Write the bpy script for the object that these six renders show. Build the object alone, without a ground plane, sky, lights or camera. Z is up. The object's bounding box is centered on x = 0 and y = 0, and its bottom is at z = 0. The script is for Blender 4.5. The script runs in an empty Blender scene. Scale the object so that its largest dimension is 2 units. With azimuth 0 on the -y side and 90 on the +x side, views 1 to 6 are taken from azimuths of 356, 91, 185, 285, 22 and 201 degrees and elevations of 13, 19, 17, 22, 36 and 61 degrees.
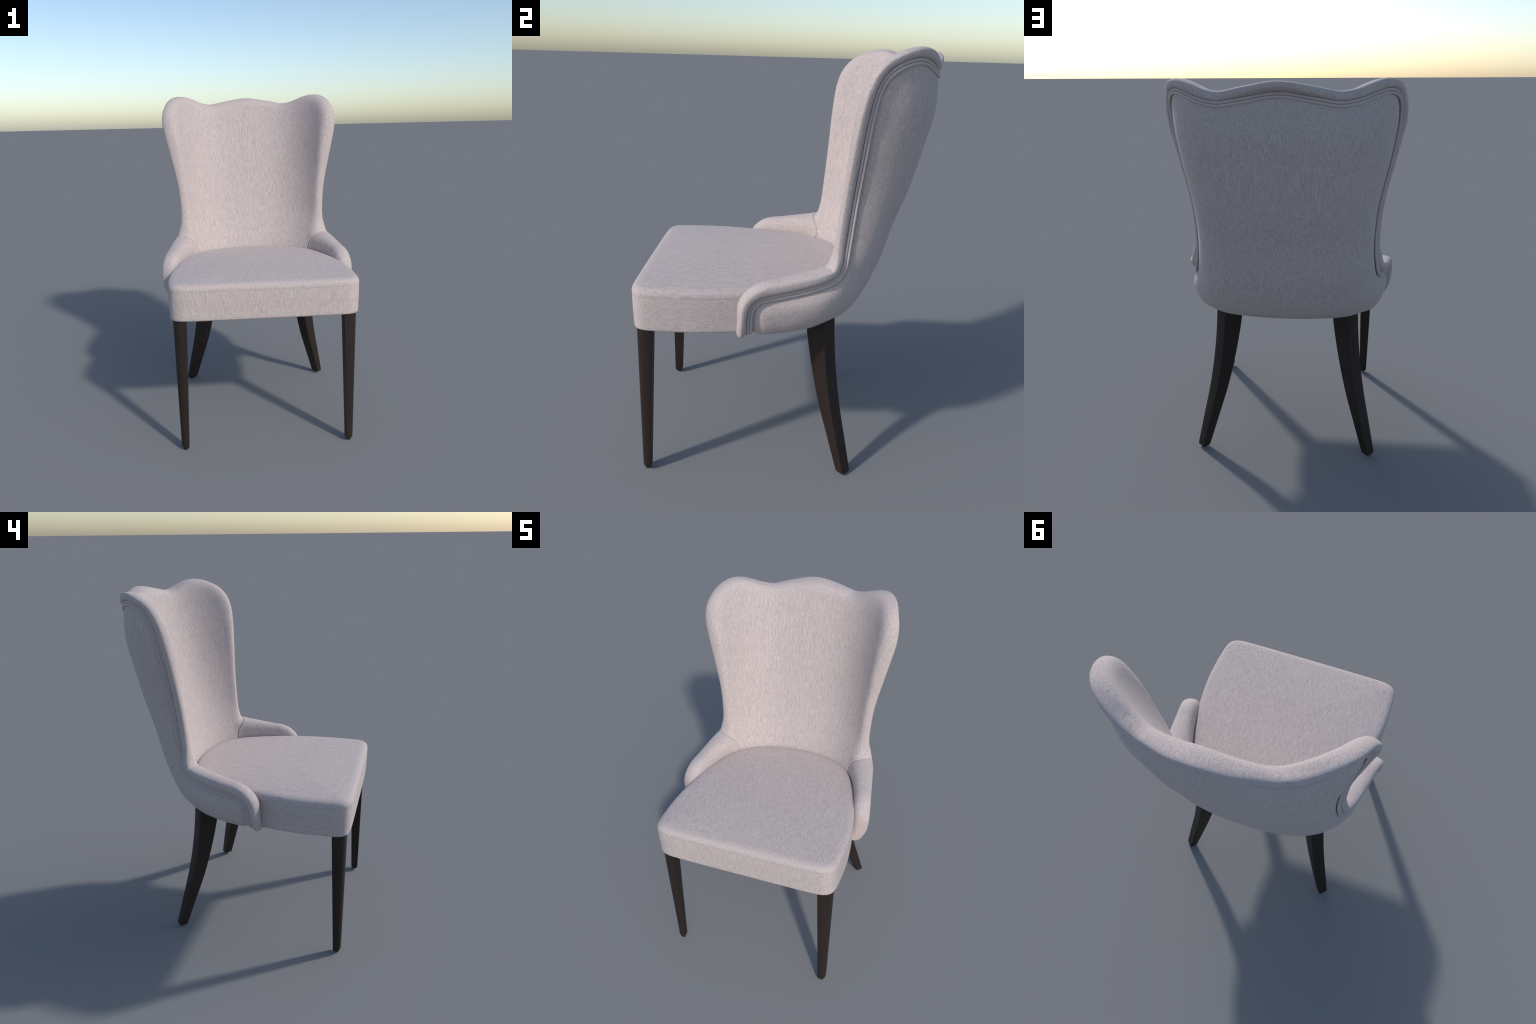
# Upholstered dining chair with a winged, wave-topped back, low wrap-round arms,
# a boxed seat and dark tapered wooden legs.
import bpy, bmesh, math
import numpy as np
from mathutils import Vector
from mathutils.geometry import delaunay_2d_cdt

# ------------------------------------------------------------------ helpers
def pch(x, X, Y):
    """Smooth (finite-difference Hermite) curve through a few control points."""
    X = np.array(X, float); Y = np.array(Y, float); x = np.asarray(x, float)
    h = np.diff(X); d = np.diff(Y) / h
    m = np.zeros_like(Y); m[0] = d[0]; m[-1] = d[-1]
    m[1:-1] = (d[:-1] * h[1:] + d[1:] * h[:-1]) / (h[:-1] + h[1:])
    i = np.clip(np.searchsorted(X, x) - 1, 0, len(h) - 1)
    t = (np.clip(x, X[0], X[-1]) - X[i]) / h[i]
    r = ((2*t**3 - 3*t**2 + 1) * Y[i] + (t**3 - 2*t**2 + t) * h[i] * m[i]
         + (3*t**2 - 2*t**3) * Y[i+1] + (t**3 - t**2) * h[i] * m[i+1])
    return r + np.where(x < X[0], (x - X[0]) * m[0], 0) + np.where(x > X[-1], (x - X[-1]) * m[-1], 0)

def sstep(a, b, x):
    t = np.clip((np.asarray(x, float) - a) / (b - a), 0, 1)
    return t * t * (3 - 2 * t)

def unit(a):
    return a / np.maximum(np.linalg.norm(a, axis=-1, keepdims=True), 1e-12)

def resample(P, step):
    P = np.asarray(P, float)
    L = np.r_[0, np.cumsum(np.linalg.norm(np.diff(P, axis=0), axis=1))]
    n = max(2, int(round(L[-1] / step)) + 1)
    s = np.linspace(0, L[-1], n)
    return np.stack([np.interp(s, L, P[:, k]) for k in range(P.shape[1])], 1)

def spline(C, step):
    """Centripetal Catmull-Rom through control points, resampled evenly."""
    C = np.asarray(C, float)
    C = np.vstack([2*C[0]-C[1], C, 2*C[-1]-C[-2]])
    out = []
    for i in range(1, len(C) - 2):
        p0, p1, p2, p3 = C[i-1:i+3]
        t0 = 0; t1 = t0 + np.linalg.norm(p1-p0)**.5; t2 = t1 + np.linalg.norm(p2-p1)**.5; t3 = t2 + np.linalg.norm(p3-p2)**.5
        t = np.linspace(t1, t2, 24, endpoint=False)[:, None]
        a1 = (t1-t)/(t1-t0)*p0 + (t-t0)/(t1-t0)*p1
        a2 = (t2-t)/(t2-t1)*p1 + (t-t1)/(t2-t1)*p2
        a3 = (t3-t)/(t3-t2)*p2 + (t-t2)/(t3-t2)*p3
        b1 = (t2-t)/(t2-t0)*a1 + (t-t0)/(t2-t0)*a2
        b2 = (t3-t)/(t3-t1)*a2 + (t-t1)/(t3-t1)*a3
        out.append((t2-t)/(t2-t1)*b1 + (t-t1)/(t2-t1)*b2)
    out.append(C[-2][None])
    return resample(np.vstack(out), step)

def smooth_open(A, n):
    A = A.copy()
    for _ in range(n):
        A[1:-1] = .25*A[:-2] + .5*A[1:-1] + .25*A[2:]
    return A

# --------------------------------------------------------------- materials
class NT:
    def __init__(s, name):
        s.m = bpy.data.materials.new(name); s.m.use_nodes = True
        s.t = s.m.node_tree; s.t.nodes.clear()
        s.out = s.n('ShaderNodeOutputMaterial'); s.b = s.n('ShaderNodeBsdfPrincipled')
        s.t.links.new(s.b.outputs[0], s.out.inputs[0])
        s.tc = s.n('ShaderNodeTexCoord')
    def n(s, k, **kw):
        x = s.t.nodes.new(k)
        for a, b in kw.items(): setattr(x, a, b)
        return x
    def l(s, a, b): s.t.links.new(a, b)
    def val(s, sock, v):
        if hasattr(v, 'links'): s.l(v, sock)
        else: sock.default_value = v
    def math(s, op, a, b=None, c=None, clamp=False):
        x = s.n('ShaderNodeMath', operation=op, use_clamp=clamp)
        for i, q in enumerate((a, b, c)):
            if q is not None: s.val(x.inputs[i], q)
        return x.outputs[0]
    def vmath(s, op, a, b):
        x = s.n('ShaderNodeVectorMath', operation=op)
        s.val(x.inputs[0], a); s.val(x.inputs[1], b)
        return x.outputs['Value'] if op == 'DOT_PRODUCT' else x.outputs[0]
    def maprange(s, v, a, b, c=0., d=1., smooth=True):
        x = s.n('ShaderNodeMapRange', interpolation_type='SMOOTHSTEP' if smooth else 'LINEAR')
        s.val(x.inputs[0], v)
        for i, q in enumerate((a, b, c, d)): x.inputs[1+i].default_value = q
        return x.outputs[0]
    def mixf(s, f, a, b):
        x = s.n('ShaderNodeMix', data_type='FLOAT')
        s.val(x.inputs[0], f); s.val(x.inputs[2], a); s.val(x.inputs[3], b)
        return x.outputs[0]
    def mixc(s, f, a, b):
        x = s.n('ShaderNodeMix', data_type='RGBA')
        s.val(x.inputs[0], f); s.val(x.inputs[6], a); s.val(x.inputs[7], b)
        return x.outputs[2]
    def noise(s, vec, scale, detail=2., rough=.5):
        x = s.n('ShaderNodeTexNoise'); s.l(vec, x.inputs['Vector'])
        x.inputs['Scale'].default_value = scale; x.inputs['Detail'].default_value = detail
        x.inputs['Roughness'].default_value = rough
        return x.outputs[0]

DARK = (.388, .324, .312, 1)
LIGHT = (.580, .506, .487, 1)

def fabric(name, kind):
    s = NT(name)
    P = s.tc.outputs['Object']
    N = s.n('ShaderNodeNewGeometry').outputs['Normal']
    sep = s.n('ShaderNodeSeparateXYZ'); s.l(N, sep.inputs[0])
    pos = s.n('ShaderNodeSeparateXYZ'); s.l(P, pos.inputs[0])
    ax = s.math('ABSOLUTE', sep.outputs[0]); ay = s.math('ABSOLUTE', sep.outputs[1]); az = s.math('ABSOLUTE', sep.outputs[2])
    lean = .262 if kind in ('back', 'shell') else 0.     # follow the slope of the back
    def comb(x, y, z):
        c = s.n('ShaderNodeCombineXYZ')
        for i, q in enumerate((x, y, z)): s.l(q, c.inputs[i])
        return c.outputs[0]
    px, pz = pos.outputs[0], pos.outputs[2]
    py = s.math('MULTIPLY_ADD', pz, -lean, pos.outputs[1])
    if kind == 'shell':     # the outer back curves as it leans: y = .688 z - .156 z^2
        py = s.math('MULTIPLY_ADD', s.math('MULTIPLY_ADD', pz, .156, -.688), pz, pos.outputs[1])
    # thread running diagonally in the y-z plane, as the bias-laid arm cloth does
    d = s.vmath('DOT_PRODUCT', P, (0, .80, .60)); e = s.vmath('DOT_PRODUCT', P, (0, -.60, .80))
    upright = comb(px, py, pz)
    bias = comb(px, d, e)
    def cloth(P3, axis):
        """warp slubs drawn out along one axis, crossed by a fainter weft"""
        def st(k, w):
            f = [w]*3; f[axis] = k
            return s.vmath('MULTIPLY', P3, tuple(f))
        a = s.noise(st(.045, 1), 500, 1., .5)
        b = s.noise(st(.17, 1), 420, 2., .5)
        c = s.noise(st(1, .14), 500, 1., .5)
        return s.math('ADD', s.math('ADD', s.math('MULTIPLY', a, .46), s.math('MULTIPLY', b, .36)), s.math('MULTIPLY', c, .18))
    if kind == 'seat':
        f = s.mixf(s.maprange(ay, .55, .8), cloth(P, 1), cloth(P, 2))
    elif kind == 'back':
        f = s.mixf(s.maprange(sep.outputs[2], .55, .8), cloth(upright, 2), cloth(P, 1))
    elif kind == 'arm':
        f = cloth(bias, 1)
    elif kind == 'shell':
        m = s.math('MULTIPLY', s.maprange(pos.outputs[1], .42, .18), s.maprange(pos.outputs[2], 1.20, .98))
        f = s.mixf(m, cloth(upright, 2), cloth(bias, 1))
    else:   # piping: fine cross-wound cord
        f = s.math('MULTIPLY_ADD', s.noise(P, 260, 2., .5), .45, .30)
    grain = s.noise(P, 420, 2., .6)
    mix = s.math('ADD', s.math('MULTIPLY', f, .86), s.math('MULTIPLY', grain, .14))
    t = s.maprange(mix, .40, .60, 0, 1, smooth=False)
    cloud = s.noise(P, 9, 2., .5)
    t2 = s.math('ADD', t, s.math('MULTIPLY', s.math('SUBTRACT', cloud, .5), .05), clamp=True)
    s.l(s.mixc(t2, DARK, LIGHT), s.b.inputs['Base Color'])
    s.b.inputs['Roughness'].default_value = .93
    s.b.inputs['Specular IOR Level'].default_value = .18
    s.b.inputs['Sheen Weight'].default_value = .12
    s.b.inputs['Sheen Roughness'].default_value = .5
    bp = s.n('ShaderNodeBump'); bp.inputs['Strength'].default_value = .08 if kind == 'cord' else .30; bp.inputs['Distance'].default_value = .0028
    s.l(mix, bp.inputs['Height']); s.l(bp.outputs[0], s.b.inputs['Normal'])
    return s.m

def wood(name):
    s = NT(name)
    v = s.vmath('MULTIPLY', s.tc.outputs['Object'], (1, 1, .07))
    g = s.noise(v, 120, 4., .6)
    t = s.maprange(g, .3, .7)
    s.l(s.mixc(t, (.0200, .0128, .0105, 1), (.0245, .0158, .0130, 1)), s.b.inputs['Base Color'])
    s.b.inputs['Roughness'].default_value = .5
    s.b.inputs['Specular IOR Level'].default_value = .3
    bp = s.n('ShaderNodeBump'); bp.inputs['Strength'].default_value = .08; bp.inputs['Distance'].default_value = .001
    s.l(g, bp.inputs['Height']); s.l(bp.outputs[0], s.b.inputs['Normal'])
    return s.m

def plain(name, col, rough):
    s = NT(name)
    g = s.noise(s.tc.outputs['Object'], 90, 2.)
    s.l(s.mixc(g, tuple(c*.8 for c in col) + (1,), tuple(c*1.2 for c in col) + (1,)), s.b.inputs['Base Color'])
    s.b.inputs['Roughness'].default_value = rough
    return s.m

M_SEAT = fabric('seat_fabric', 'seat'); M_BACK = fabric('back_fabric', 'back'); M_ARM = fabric('arm_fabric', 'arm')
M_SHELL = fabric('shell_fabric', 'shell'); M_CORD = fabric('cord_fabric', 'cord')
M_WOOD = wood('dark_stained_wood'); M_GLIDE = plain('black_plastic', (.012, .012, .012), .6)

# ------------------------------------------------------------------ objects
root = bpy.data.objects.new('dining_chair', None)
bpy.context.scene.collection.objects.link(root)
root['label'] = 'beige upholstered dining chair with wavy winged back and dark legs'
root['category'] = 'dining chair'

def mesh_obj(name, V, F, mat, parent, smooth=True, nrm=None):
    me = bpy.data.meshes.new(name)
    me.from_pydata([tuple(map(float, p)) for p in V], [], [tuple(map(int, f)) for f in F])
    me.validate(); me.update()
    me.materials.append(mat)
    me.polygons.foreach_set('use_smooth', [smooth] * len(me.polygons))
    if nrm is not None:
        me.normals_split_custom_set_from_vertices([tuple(map(float, q)) for q in nrm])
    o = bpy.data.objects.new(name, me)
    bpy.context.scene.collection.objects.link(o)
    o.parent = parent
    return o

def face_normals_out(V, F):
    """vertex normals (area weighted) of a triangle/quad list"""
    V = np.asarray(V, float); n = np.zeros_like(V)
    for f in F:
        p = V[list(f)]
        c = np.cross(p[2]-p[0], p[-1]-p[1]) if len(f) == 4 else np.cross(p[1]-p[0], p[2]-p[0])
        n[list(f)] += c
    return unit(n)

# ------------------------------------------- the wrap-round shell surface S
# plan at height z: half an ellipse round the back (|s| <= 1), then side walls
# that run forward and splay outward (1 < |s| <= 2).
back_y = lambda z: pch(z, [.78, .90, 1.055, 1.217, 1.404, 1.611, 1.739, 1.863, 1.95],
                       [.407, .421, .475, .5145, .5776, .627, .655, .652, .637])
full = lambda z: pch(z, [.78, 1.1, 1.9], [-.004, .092, .083])   # how square the back corners are
side_y = lambda z: pch(z, [.77, 1.02, 1.09, 1.17, 1.28, 1.5, 1.7, 1.8, 1.95],
                       [.255, .26, .275, .287, .295, .31, .325, .335, .345])
half_w = lambda z: pch(z, [.77, .95, 1.05, 1.12, 1.2, 1.28, 1.38, 1.5, 1.6, 1.7, 1.77, 1.83, 1.95],
                       [.466, .466, .460, .454, .450, .452, .460, .481, .503, .521, .531, .536, .54])
Z0, CURL = .9685, .189         # the wall curls under between z = .97 and .78
VMIN = Z0 - CURL * math.pi / 2

def z_of(v):                   # v: height coordinate unrolled along the curl
    ph = np.clip((Z0 - np.asarray(v, float)) / CURL, 0, math.pi/2)
    return np.where(v >= Z0, v, Z0 - CURL * np.sin(ph))

TH = math.radians(80)           # the side panels stop a little short of facing straight sideways
def plan_raw(s, z):
    s = np.asarray(s, float); z = np.asarray(z, float)
    q = np.abs(s); th = np.minimum(q, 1) * TH
    y0 = side_y(z); d = np.maximum(q - 1, 0) * .4
    k = 1 + full(z) * np.sin(np.minimum(q, 1)*math.pi)**2
    splay = pch(q, [0, .93, 1.0, 1.1, 1.3, 1.525, 1.775, 1.99], [0, 0, .003, .0165, .0395, .0535, .0685, .084]) * (1 - sstep(1.05, 1.17, z))
    x = half_w(z) * np.sin(th)/math.sin(TH) * k + splay
    return np.sign(s) * x, y0 + (back_y(z) - y0) * (np.cos(th) - math.cos(TH))/(1 - math.cos(TH)) * k - d

def plan(s, z):
    """the plan curve, faired along s"""
    x = y = 0
    for k, w in ((-3, 1), (-2, 6), (-1, 15), (0, 20), (1, 15), (2, 6), (3, 1)):
        a, b = plan_raw(np.asarray(s, float) + .055*k, z)
        x = x + a*w/64; y = y + b*w/64
    return x, y

def plan_n(s, z, e=2e-3):
    x1, y1 = plan(s + e, z); x0, y0 = plan(s - e, z)
    l = np.hypot(x1-x0, y1-y0)
    return -(y1-y0)/l, (x1-x0)/l

RIM_S = [0, .2, .4, .6, .8, 1.0, 1.25, 1.5, 1.75, 2.0]
RIM_X = [0, .100, .190, .2775, .333, .370, .414, .455, .480, .512]
RIM_Y = [.268, .265, .252, .234, .196, .139, .074, .012, -.066, -.150]

def S(s, v):
    """Wall that curls under to the rim where it meets the underside."""
    s = np.asarray(s, float); v = np.asarray(v, float); q = np.abs(s)
    z = z_of(v); x, y = plan(s, z)
    ph = np.clip((Z0 - v) / CURL, 0, math.pi/2); c = 1 - np.cos(ph)
    rx = np.sign(s) * pch(q, RIM_S, RIM_X); ry = pch(q, RIM_S, RIM_Y)
    return np.stack([x + (rx - x)*c, y + (ry - y)*c, z + 0*x], -1)

def SN(s, v, e=1e-3):
    s = np.asarray(s, float); v = np.asarray(v, float)
    vv = np.maximum(v, VMIN + 2e-3)
    n = np.cross(S(s, vv+e) - S(s, vv-e), S(s+e, vv) - S(s-e, vv))
    return unit(n)

def I(s, v):
    """Inner face: a leaning, softly dished back whose wings turn in at about 45
    degrees, running on into the inner sides of the arms (|s| > 1)."""
    s = np.asarray(s, float); v = np.asarray(v, float); z = z_of(v); q = np.abs(s)
    h = np.minimum(q, 1); h = .35*h + .65*np.sin(h*math.pi/2)
    lean = .263 * (z - .96)
    xe = pch(z, [.77, .96, 1.05, 1.2, 1.35, 1.5, 1.7, 1.85, 1.95], [.362, .362, .374, .402, .415, .435, .455, .465, .466])
    D = pch(z, [.77, .96, 1.05, 1.2, 1.35, 1.5, 1.7, 1.8, 1.87, 1.95], [.128, .128, .126, .138, .165, .195, .226, .226, .222, .205])
    p = pch(z, [.96, 1.3, 1.7], [2.6, 3.0, 3.3]); p = np.clip(p, 2.6, 3.4)
    x = xe*h; y = .318 + lean - D*h**p
    k = [1, 1.12, 1.25, 1.5, 1.75, 2]
    on = sstep(.96, 1.2, q)
    xa = pch(q, k, [.362, .390, .412, .444, .468, .487]); ya = pch(q, k, [.190, .153, .112, .030, -.055, -.145])
    f = sstep(1.0, 1.0001, q)
    x = np.where(q > 1, xa + (xe - .362)*(1 - sstep(1, 1.3, q)), x)
    y = np.where(q > 1, ya + (lean + .128 - D)*(1 - sstep(1, 1.3, q)), y)
    ph = np.clip((Z0 - v) / CURL, 0, math.pi/2)
    c = .035*(1 - np.cos(ph))*sstep(1.3, 1.8, q)
    return np.stack([np.sign(s)*(x - c), y, z + 0*x], -1)

def IN_(s, v, e=2e-3):         # its normal, toward the sitter
    s = np.asarray(s, float); v = np.maximum(np.asarray(v, float), Z0 + .01)
    n = np.cross(I(s+e, v) - I(s-e, v), I(s, v+e) - I(s, v-e))
    return unit(n)

# ---------------------------- the trim line B (edge of the outer back panel)
# half of it, from the middle of the top wave to the foot of the arm: (s, v)
HALF = [(0, 1.9150), (.06, 1.9120), (.152, 1.899), (.246, 1.886), (.305, 1.8775), (.348, 1.876), (.393, 1.880), (.46, 1.8905),
        (.54, 1.9095), (.612, 1.9235), (.675, 1.9285), (.73, 1.9265), (.80, 1.9170), (.865, 1.902), (.922, 1.880),
        (.968, 1.845), (.992, 1.80), (.999, 1.74), (1.0, 1.67), (1.0, 1.60), (1.0, 1.50), (1.0, 1.38), (1.0, 1.28), (1.0, 1.18),
        (.997, 1.115), (1.0, 1.070), (1.025, 1.036), (1.08, 1.013), (1.18, .995), (1.29, .982), (1.5, .962), (1.7, .947),
        (1.82, .9395), (1.885, .931), (1.925, .917), (1.95, .894), (1.962, .865), (1.965, .82), (1.965, .76), (1.965, VMIN)]
UL = .66
def U_of(s):
    s = np.asarray(s, float); q = np.abs(s)
    return np.sign(s) * (np.minimum(q, 1) * UL + np.maximum(q - 1, 0) * .4)
def s_of(u):
    q = np.abs(u)
    return np.sign(u) * np.where(q < UL, q / UL, 1 + (q - UL) / .4)

H = np.array(HALF); C = np.stack([U_of(H[:, 0]), H[:, 1]], 1)
C = np.vstack([(C[:0:-1] * [-1, 1]), C])
Bd = smooth_open(spline(C, .0045), 12)                    # left arm foot -> right arm foot
# keep it exactly mirror-symmetric
Bd = .5 * (Bd + Bd[::-1] * [-1, 1])
Bs, Bv = s_of(Bd[:, 0]), Bd[:, 1]
B3 = S(Bs, Bv); Bn = unit(smooth_open(SN(Bs, Bv, 4e-3), 10))
Bt = unit(np.gradient(smooth_open(B3, 4), axis=0))
Bb = unit(np.cross(Bt, Bn))
mid = len(Bs) // 2
if Bb[mid, 2] < 0: Bb = -Bb
Bb = unit(smooth_open(Bb, 8)) 
arc = np.r_[0, np.cumsum(np.linalg.norm(np.diff(B3, axis=0), axis=1))]
print('trim points', len(Bs))

# ------------------------------------------------------ triangulated domain
def domain(boundary, step, extra=None, clear=.009):
    bd = np.asarray(boundary, float)
    u0, u1 = bd[:, 0].min(), bd[:, 0].max(); v0, v1 = bd[:, 1].min(), bd[:, 1].max()
    gu = np.arange(-math.ceil(u1/step), math.ceil(u1/step) + 1) * step
    gv = np.arange(v0 + step/2, v1, step)
    G = np.stack(np.meshgrid(gu, gv), -1).reshape(-1, 2)
    if extra is not None:
        far = np.full(len(G), 9.)
        for e in extra: far = np.minimum(far, np.hypot(*(G - e).T))
        G = np.vstack([G[far > clear], extra])
    a = bd; b = np.roll(bd, -1, 0)
    # inside test + clearance to the boundary
    inside = np.zeros(len(G), bool); dmin = np.full(len(G), 9.)
    for p, q in zip(a, b):
        c = (p[1] > G[:, 1]) != (q[1] > G[:, 1])
        if abs(q[1]-p[1]) > 1e-12:
            inside ^= c & (G[:, 0] < (q[0]-p[0]) * (G[:, 1]-p[1]) / (q[1]-p[1]) + p[0])
        ab = q - p; L = max(ab @ ab, 1e-12)
        t = np.clip(((G - p) @ ab) / L, 0, 1)
        dmin = np.minimum(dmin, np.hypot(*(G - p - t[:, None]*ab).T))
    G = G[inside & (dmin > np.minimum(step*.55, .004))]
    verts = [Vector(p) for p in np.vstack([bd, G])]
    n = len(bd)
    r = delaunay_2d_cdt(verts, [(i, (i+1) % n) for i in range(n)], [list(range(n))], 1, 1e-7)
    V2 = np.array([list(p) for p in r[0]])
    # order: map input boundary index -> output index
    back = {}
    for o, src in enumerate(r[3]):
        for k in src: back[k] = o
    return V2, [list(f) for f in r[2]], [back[i] for i in range(n)]

def dist_to_trim(V2):
    d = np.full(len(V2), 9.)
    for i in range(0, len(Bd) - 1):
        p, q = Bd[i], Bd[i+1]; ab = q - p
        t = np.clip(((V2 - p) @ ab) / (ab @ ab), 0, 1)
        d = np.minimum(d, np.hypot(*(V2 - p - t[:, None]*ab).T))
    return d

rim = np.stack([np.linspace(Bd[-1, 0], Bd[0, 0], 300)[1:-1], np.full(298, VMIN)], 1)
boundary = np.vstack([Bd, rim])
# the seam where an arm pad meets the back pad: a line of finer mesh
def seam_s(v): return 1.012 + .04*sstep(.965, 1.03, v)
sv = np.arange(.80, 1.06, .005)
so = np.array([-.010, -.0062, -.0034, -.0015, 0, .0015, .0034, .0062, .010])
ex = np.array([(U_of(seam_s(v)) + o, v) for v in sv for o in so])
ex = np.vstack([ex, ex * [-1, 1]])
V2, F2, order = domain(boundary, .012, ex)
ss, vv = s_of(V2[:, 0]), V2[:, 1]

backrest = None
# ---- outer panel: S, sunk a little along the piping so that it looks stuffed
dt = dist_to_trim(V2)
P = S(ss, vv); Nn = SN(ss, vv)
arm_zone = sstep(.84, 1.25, np.abs(ss)) * (1 - sstep(1.0, 1.14, vv))
puff = -.0025*np.exp(-(dt/.014)**2)*sstep(.7, .95, np.abs(ss)) + .019*arm_zone*(1 - np.exp(-(dt/.035)**2))
P = P + Nn * puff[:, None]
F = []
for f in F2:
    a, b, c = P[f[0]], P[f[1]], P[f[2]]
    F.append(f if np.cross(b-a, c-a) @ Nn[f[0]] > 0 else f[::-1])
# underside flange turned in toward the seat
ridx = [order[i] for i in range(len(Bd), len(boundary))]
ridx = [order[len(Bd)-1]] + ridx + [order[0]]
V = [p for p in P]; base = len(V)
for dd, zz in ((.02, .7785), (.08, .79)):
    for i in ridx:
        V.append([P[i][0]*(1 - dd), P[i][1] - dd*(P[i][1] + .2), zz])
n = len(ridx)
for j in range(n-1):
    F.append([ridx[j], ridx[j+1], base+j+1, base+j])
    F.append([base+j, base+j+1, base+n+j+1, base+n+j])
shell = mesh_obj('outer_back', V, F, M_SHELL, root)
bm = bmesh.new(); bm.from_mesh(shell.data); bmesh.ops.recalc_face_normals(bm, faces=bm.faces)
bm.to_mesh(shell.data); bm.free()
backrest = shell

cut = 1.045                    # where the arm pad is sewn to the back pad
# ---- padded inner face + the fat rolled edge, one surface
t_end = np.minimum(arc, arc[-1]-arc)                         # distance from the arm foot
q = np.abs(Bs)
on_top = 1 - sstep(.55, .95, q)
bmax = (.070 - .0025*(1 - sstep(.08, .2, q)))*on_top + (1-on_top)*pch(q, [0, 1.0, 1.06, 1.25, 1.6, 1.88, 1.966], [.073, .073, .078, .086, .090, .082, .066])
bmax = np.where((q > 1.85) & (Bv < .92), .066 + .012*sstep(.86, .92, Bv), bmax)
bmax = smooth_open(bmax, 12)
bulge = pch(q, [0, .12, .30, .48, .6], [.057, .046, .016, .016, .020])*on_top + (1-on_top)*pch(q, [0, 1, 1.1, 1.5, 1.966], [.024, .024, .029, .034, .034])
bulge = bulge + .010*sstep(.90, .98, q)*sstep(1.58, 1.84, Bv)
ear = smooth_open(sstep(.40, .64, q)*(1 - sstep(.70, .93, q))*sstep(1.78, 1.86, Bv), 14)
bulge = bulge*(1 - ear) + .022*ear                          # slimmer round the wing tips
bulge = bulge * (.62 + .38*sstep(0, .10, t_end))
bulge = smooth_open(bulge, 12)
In = I(Bs, Bv)
m_in = In - B3                                               # from outer edge to inner edge
mp = m_in - (m_in*Bb).sum(1, keepdims=True)*Bb
Mp = np.linalg.norm(mp, axis=1); md = unit(smooth_open(unit(mp), 6))
G1 = .0262
# tangent of the inner face, leading away from the edge
dn = np.gradient(Bd, axis=0); dn = unit(np.stack([dn[:, 1], -dn[:, 0]], 1))
if dn[mid, 1] > 0: dn = -dn
eps = .012
tau = I(s_of(Bd[:, 0] + dn[:, 0]*eps), Bv + dn[:, 1]*eps) - In
tau = unit(smooth_open(unit(tau), 8))
def bez(p0, p1, p2, p3, n):
    t = np.linspace(0, 1, n)[:, None, None]
    return (1-t)**3*p0 + 3*t*(1-t)**2*p1 + 3*t*t*(1-t)*p2 + t**3*p3
col = lambda a: np.asarray(a)[:, None]
w = bmax - G1
side = (1 - on_top)*(1 - sstep(1.03, 1.35, q)); side = smooth_open(side, 8)   # wings: the roll leans forward
cpos = .60 + .08*side + .02*on_top
groove = B3 + Bb*G1 - Bn*.006
crown = B3 + Bb*col(G1 + cpos*w) + Bn*col(bulge)
af = (.40 - .17*side - .16*on_top)*(1 - .35*ear)
apex = B3 + Bb*col(bmax) + Bn*col((.42 + .1*side)*bulge*(1 - ear) + .012*ear) + md*col(af*Mp)
h1 = np.linalg.norm(apex - crown, axis=1); h2 = np.linalg.norm(In - apex, axis=1)
p1 = bez(groove, groove + Bn*col((.70 - .12*side)*(bulge+.010)), crown - Bb*col((.42 + .06*side)*w), crown, 9)
p2 = bez(crown, crown + Bb*col((.26 - .08*side)*w), apex - md*col(.50*h1), apex, 10)
p3 = bez(apex, apex + md*col(.40*h2), In - tau*col(.52*h2), In, 16)
rows = list(p1) + list(p2[1:]) + list(p3[1:])
for j0 in (np.argmin(np.abs(Bs - cut) + 9*(Bv > 1.1)), np.argmin(np.abs(Bs + cut) + 9*(Bv > 1.1))):
    dip = .008*np.exp(-((arc - arc[j0])/.0058)**2)           # the arm seam runs on over the roll
    for k in range(8, len(rows)-1):
        f = min(1, (k-8)/8)
        rows[k] = rows[k] - (Bb*.7 + Bn*.3 if k < 18 else Bb*.4 + IN_(Bs, Bv)*.8)*(dip*f)[:, None]
rows[-1] = In - IN_(Bs, Bv)*sum(.0065*np.exp(-((arc - arc[np.argmin(np.abs(Bs - c) + 9*(Bv > 1.1))])/.0042)**2) for c in (cut, -cut))[:, None]
R = np.array(rows)                                           # (ns, nB, 3)
ns, nb = R.shape[:2]
# inner sheet
IP = I(ss, vv)
# seam groove where the arm pad meets the back pad, the back pad standing a little proud
ds = np.abs(V2[:, 0]) - U_of(seam_s(vv))
low = 1 - sstep(1.03, 1.10, vv)
gr = .0065*np.exp(-(ds/.0032)**2)
gr = gr * low
IN = IN_(ss, vv)
IP = IP - IN * gr[:, None]
bord = [order[i] for i in range(len(Bd))]
IP[bord] = rows[-1]
V = list(IP); base = len(V)
idx = np.zeros((ns, nb), int)
for k in range(ns-1):
    for j in range(nb):
        idx[k, j] = base + k*nb + j
V += [p for k in range(ns-1) for p in R[k]]
idx[ns-1] = bord
F = []; tag = []
for f in F2:
    a, b, c = IP[f[0]], IP[f[1]], IP[f[2]]
    F.append(f if np.cross(b-a, c-a) @ IN[f[0]] > 0 else f[::-1])
    ms = ss[f].mean(); tag.append(0 if abs(ms) < seam_s(vv[f].mean()) or vv[f].mean() > 1.08 else (1 if ms > 0 else 2))
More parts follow.
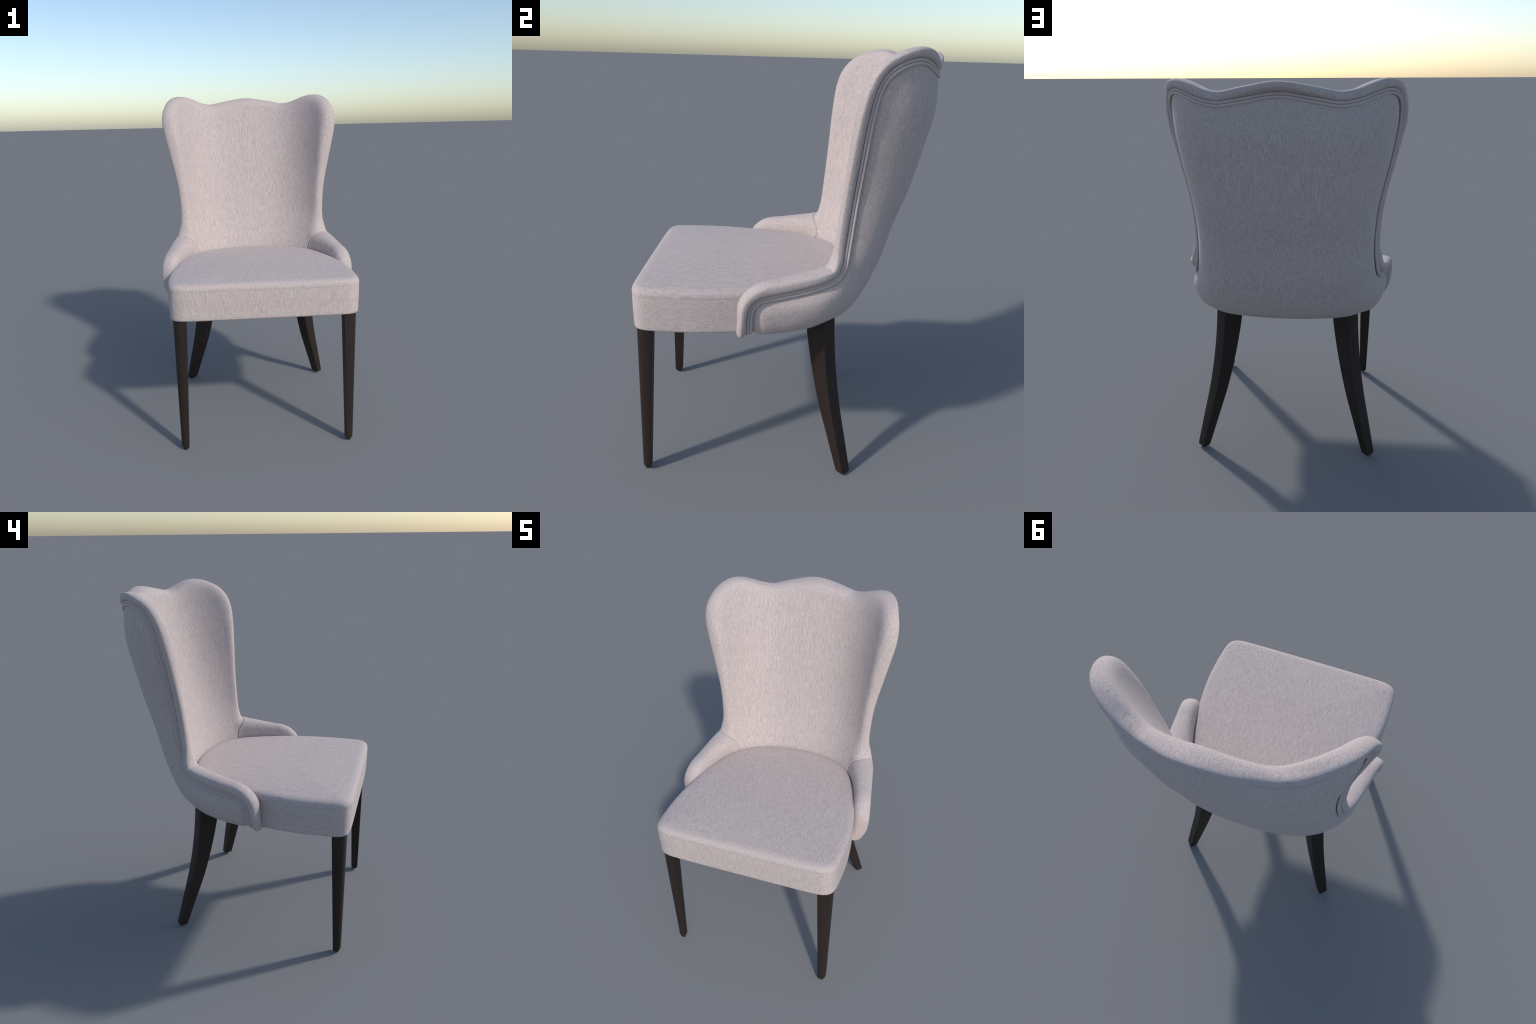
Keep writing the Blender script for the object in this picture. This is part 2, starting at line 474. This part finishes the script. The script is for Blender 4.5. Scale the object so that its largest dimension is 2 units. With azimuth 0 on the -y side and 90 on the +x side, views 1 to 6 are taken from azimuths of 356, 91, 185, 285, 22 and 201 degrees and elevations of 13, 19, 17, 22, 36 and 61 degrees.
# which trim index separates the back roll from the arm roll
# orientation check on one quad
def quad(k, j): return [idx[k, j], idx[k, j+1], idx[k+1, j+1], idx[k+1, j]]
t0 = quad(ns//3, mid); pv = [np.array(V[i]) for i in t0]
cen = .5*(B3[mid] + In[mid]) + Bb[mid]*.02
flip = np.cross(pv[1]-pv[0], pv[3]-pv[0]) @ (pv[0]-cen) < 0
for k in range(ns-1):
    for j in range(nb-1):
        f = quad(k, j)
        if flip: f = f[::-1]
        F.append(f); sj = .5*(Bs[j]+Bs[j+1])
        tag.append(0 if abs(sj) < cut else (1 if sj > 0 else 2))
# close the feet of the arm rolls
for j in (0, nb-1):
    c = len(V); V.append(.5*(R[ns//3, j] + R[-1, j]))
    for k in range(ns-1):
        F.append([idx[k, j], idx[k+1, j], c]); tag.append(1 if j else 2)
NV = face_normals_out(V, F)
V = np.array(V)
def region(name, t, mat, parent):
    fs = [f for f, g in zip(F, tag) if g == t]
    used = sorted({i for f in fs for i in f}); mp = {i: k for k, i in enumerate(used)}
    return mesh_obj(name, V[used], [[mp[i] for i in f] for f in fs], mat, parent, nrm=NV[used])
back_pad = region('backrest', 0, M_BACK, root)
arm_r = region('armrest', 1, M_ARM, root)
arm_l = region('armrest.001', 2, M_ARM, root)

# ---- double piping between the panel and the roll
def tube(name, path, nrm, bi, rad, mat, parent, nseg=10):
    V = []; F = []
    N_ = len(path)
    for i in range(N_):
        e = min(i, N_-1-i)
        for k in range(nseg):
            a = 2*math.pi*k/nseg
            V.append(path[i] + rad*(math.cos(a)*bi[i] + math.sin(a)*nrm[i]))
    for i in range(N_-1):
        for k in range(nseg):
            k2 = (k+1) % nseg
            F.append([i*nseg+k, i*nseg+k2, (i+1)*nseg+k2, (i+1)*nseg+k])
    for i, sgn in ((0, -1), (N_-1, 1)):
        t = unit(path[i] - path[i-1 if sgn > 0 else 1]); c = len(V); V.append(path[i] + t*rad*.7)
        for k in range(nseg):
            k2 = (k+1) % nseg
            F.append([i*nseg+k, i*nseg+k2, c])
    o = mesh_obj(name, V, F, mat, parent)
    bm = bmesh.new(); bm.from_mesh(o.data); bmesh.ops.recalc_face_normals(bm, faces=bm.faces); bm.to_mesh(o.data); bm.free()
    return o
for i, off in enumerate((.0062, .0200)):
    tube('piping' if i == 0 else 'piping.001', B3 + Bb*off + Bn*(.0052 - .0037*on_top)[:, None], Bn, Bb, .0070, M_CORD, shell)

# ------------------------------------------------------------------- seat
half = [(0, -.684), (.15, -.684), (.30, -.6835), (.40, -.682), (.457, -.677), (.495, -.660), (.514, -.630), (.521, -.59), (.5245, -.53), (.526, -.45),
        (.523, -.36), (.515, -.27), (.501, -.17), (.482, -.08), (.457, 0), (.430, .07), (.402, .13), (.370, .180),
        (.325, .228), (.265, .265), (.19, .294), (.10, .312), (0, .318)]
hp = np.array(half); hp[:, 0] *= 1 + .012*(1 - sstep(-.35, -.1, hp[:, 1]))
loop = np.vstack([hp, (hp[1:-1] * [-1, 1])[::-1]])
loop = smooth_open(spline(np.vstack([loop, loop[:1]]), .008), 4)[:-1]
nl = len(loop)
tan = unit(np.roll(loop, -1, 0) - np.roll(loop, 1, 0))
on = np.stack([tan[:, 1], -tan[:, 0]], 1)                     # outward (loop runs counter-clockwise)
if (on * (loop - loop.mean(0))).sum() < 0: on = -on
# wall section from the underside up and over the top: (outward offset, z)
wall = [(-.060, .7700), (-.030, .7695), (-.011, .7705), (-.005, .7755), (-.0030, .785), (-.002, .82), (-.0005, .86), (0, .90), (-.0002, .927), (-.0003, .9300),
        (-.0010, .9312), (-.0003, .9324), (.0002, .937), (.0001, .946), (-.0035, .9575), (-.011, .9655), (-.021, .971), (-.034, .9745), (-.055, .977)]
wall = spline(wall, .0022)
V = []; F = []
sub = 0
for (o, z) in wall:
    for p, m in zip(loop, on):
        tuck = .085*sstep(-.05, .22, p[1])*(1 - sstep(.80, .91, z))      # hidden inside the shell
        V.append((p[0] + m[0]*(o - tuck), p[1] + m[1]*(o - tuck), z))
nw = len(wall)
# crowned top: shrink the outline toward the middle
ctr = np.array([0, -.20])
inner = np.array(V[(nw-1)*nl:nw*nl])[:, :2]
NR = 26
for r in range(1, NR+1):
    f = 1 - r/NR
    for p in inner:
        w = ctr + (p - ctr) * f if r < NR else ctr
        if r == NR: break
        V.append((w[0], w[1], .977 + .013*(1 - f**2.2)))
V.append((ctr[0], ctr[1], .990)); top = len(V)-1
rowsN = nw + NR - 1
for r in range(rowsN-1):
    for j in range(nl):
        j2 = (j+1) % nl
        F.append([r*nl+j, r*nl+j2, (r+1)*nl+j2, (r+1)*nl+j])
for j in range(nl):
    F.append([(rowsN-1)*nl+j, (rowsN-1)*nl+(j+1) % nl, top])
bot = len(V); V.append((0, -.2, .7702))
for j in range(nl):
    F.append([(j+1) % nl, j, bot])
seat = mesh_obj('seat', V, F, M_SEAT, root)
bm = bmesh.new(); bm.from_mesh(seat.data); bmesh.ops.recalc_face_normals(bm, faces=bm.faces); bm.to_mesh(seat.data); bm.free()

# ------------------------------------------------------------------- legs
def rounded_poly(corners, radii, k=6):
    """closed polygon with each corner rounded by its own radius"""
    c = np.asarray(corners, float); out = []
    n = len(c)
    for i in range(n):
        p, a, b = c[i], c[i-1], c[(i+1) % n]
        d1 = unit(a-p); d2 = unit(b-p); r = radii[i]
        for t in np.linspace(0, 1, k):
            # quadratic-ish arc between the two tangent points
            q0, q1 = p + d1*r, p + d2*r
            w = (1-t)**2*q0 + 2*t*(1-t)*p + t*t*q1
            out.append(.85*w + .15*((1-t)*q0 + t*q1) if r > .01 else w)
    return np.array(out)

def loft(name, rings, mat, parent):
    V = [p for r in rings for p in r]; n = len(rings[0]); F = []
    for i in range(len(rings)-1):
        for j in range(n):
            j2 = (j+1) % n
            F.append([i*n+j, i*n+j2, (i+1)*n+j2, (i+1)*n+j])
    F.append(list(range(n))); F.append([(len(rings)-1)*n + j for j in range(n)])
    o = mesh_obj(name, V, F, mat, parent)
    bm = bmesh.new(); bm.from_mesh(o.data); bmesh.ops.recalc_face_normals(bm, faces=bm.faces); bm.to_mesh(o.data); bm.free()
    o.data.set_sharp_from_angle(angle=math.radians(32))
    return o

def glide(name, x, y, top, rad, parent):
    rings = []
    for z, r in ((0, rad*.8), (.0025, rad), (top, rad), (top+.006, rad)):
        rings.append([(x + r*math.cos(a), y + r*math.sin(a), z) for a in np.linspace(0, 2*math.pi, 20, endpoint=False)])
    return loft(name, rings, M_GLIDE, parent)

def front_leg(name, sx):
    zt, zb = .80, .0095
    rings = []
    zs = np.r_[zb, zb+.004, zb+.010, np.linspace(zb+.022, zt, 14)]
    for z in zs:
        f = (z - .01) / .75
        x0, x1 = .4505 - .0180*f, .4935 + .0140*f
        y0, y1 = -.6615 + .0000*f, -.6195 + .0335*f
        ch = .006 * (1 - sstep(zb, zb+.016, z))**1.5
        cs = [(x0+ch*.6, y0+ch), (x1-ch, y0+ch), (x1-ch, y1-ch*.4), (x0+ch*.6, y1-ch*.4)]
        w = min(x1-x0, y1-y0)
        rp = rounded_poly(cs, [.0035, .62*w, .0035, .0035], 8)
        rings.append([(sx*p[0], p[1], z) for p in rp])
    leg = loft(name, rings, M_WOOD, root)
    glide('glide' if sx > 0 else 'glide.001', sx*.4715, -.641, zb, .011, leg)

def rear_leg(name, sx):
    zt, zb = .83, .0105
    rings = []
    zs = np.r_[zb, zb+.003, np.linspace(zb+.012, zt, 30)]
    d = 1/math.sqrt(2)
    for z in zs:
        ro = pch(z, [.02, .19, .33, .5, .65, .775, .83], [.5745, .523, .4815, .4435, .4215, .4105, .407])   # outer face, along the diagonal
        wd = pch(z, [.02, .19, .33, .5, .65, .775, .83], [.0535, .0635, .0685, .0735, .0755, .077, .0775])
        dp = pch(z, [.02, .19, .33, .5, .65, .775, .83], [.046, .0625, .0775, .0925, .108, .1205, .125])
        tc = .0945
        ch = .002 * (1 - sstep(zb, zb+.005, z))
        a0, a1 = ro - dp + ch, ro - ch
        t0, t1 = -tc - (wd/2 - ch), -tc + (wd/2 - ch)      # tangential coordinate (y - x)/sqrt2
        cs = [((a - t)*d, (a + t)*d) for a, t in ((a0, t0), (a1, t0), (a1, t1), (a0, t1))]
        # corners: inner/front, outer/front, outer/back, inner/back
        rp = rounded_poly(cs, [.003]*4, 4)
        rings.append([(sx*p[0], p[1], z) for p in rp])
    leg = loft(name, rings, M_WOOD, root)
    glide('glide.002' if sx > 0 else 'glide.003', sx*.467, .327, zb, .0095, leg)

front_leg('front_leg', 1); front_leg('front_leg.001', -1)
rear_leg('rear_leg', 1); rear_leg('rear_leg.001', -1)
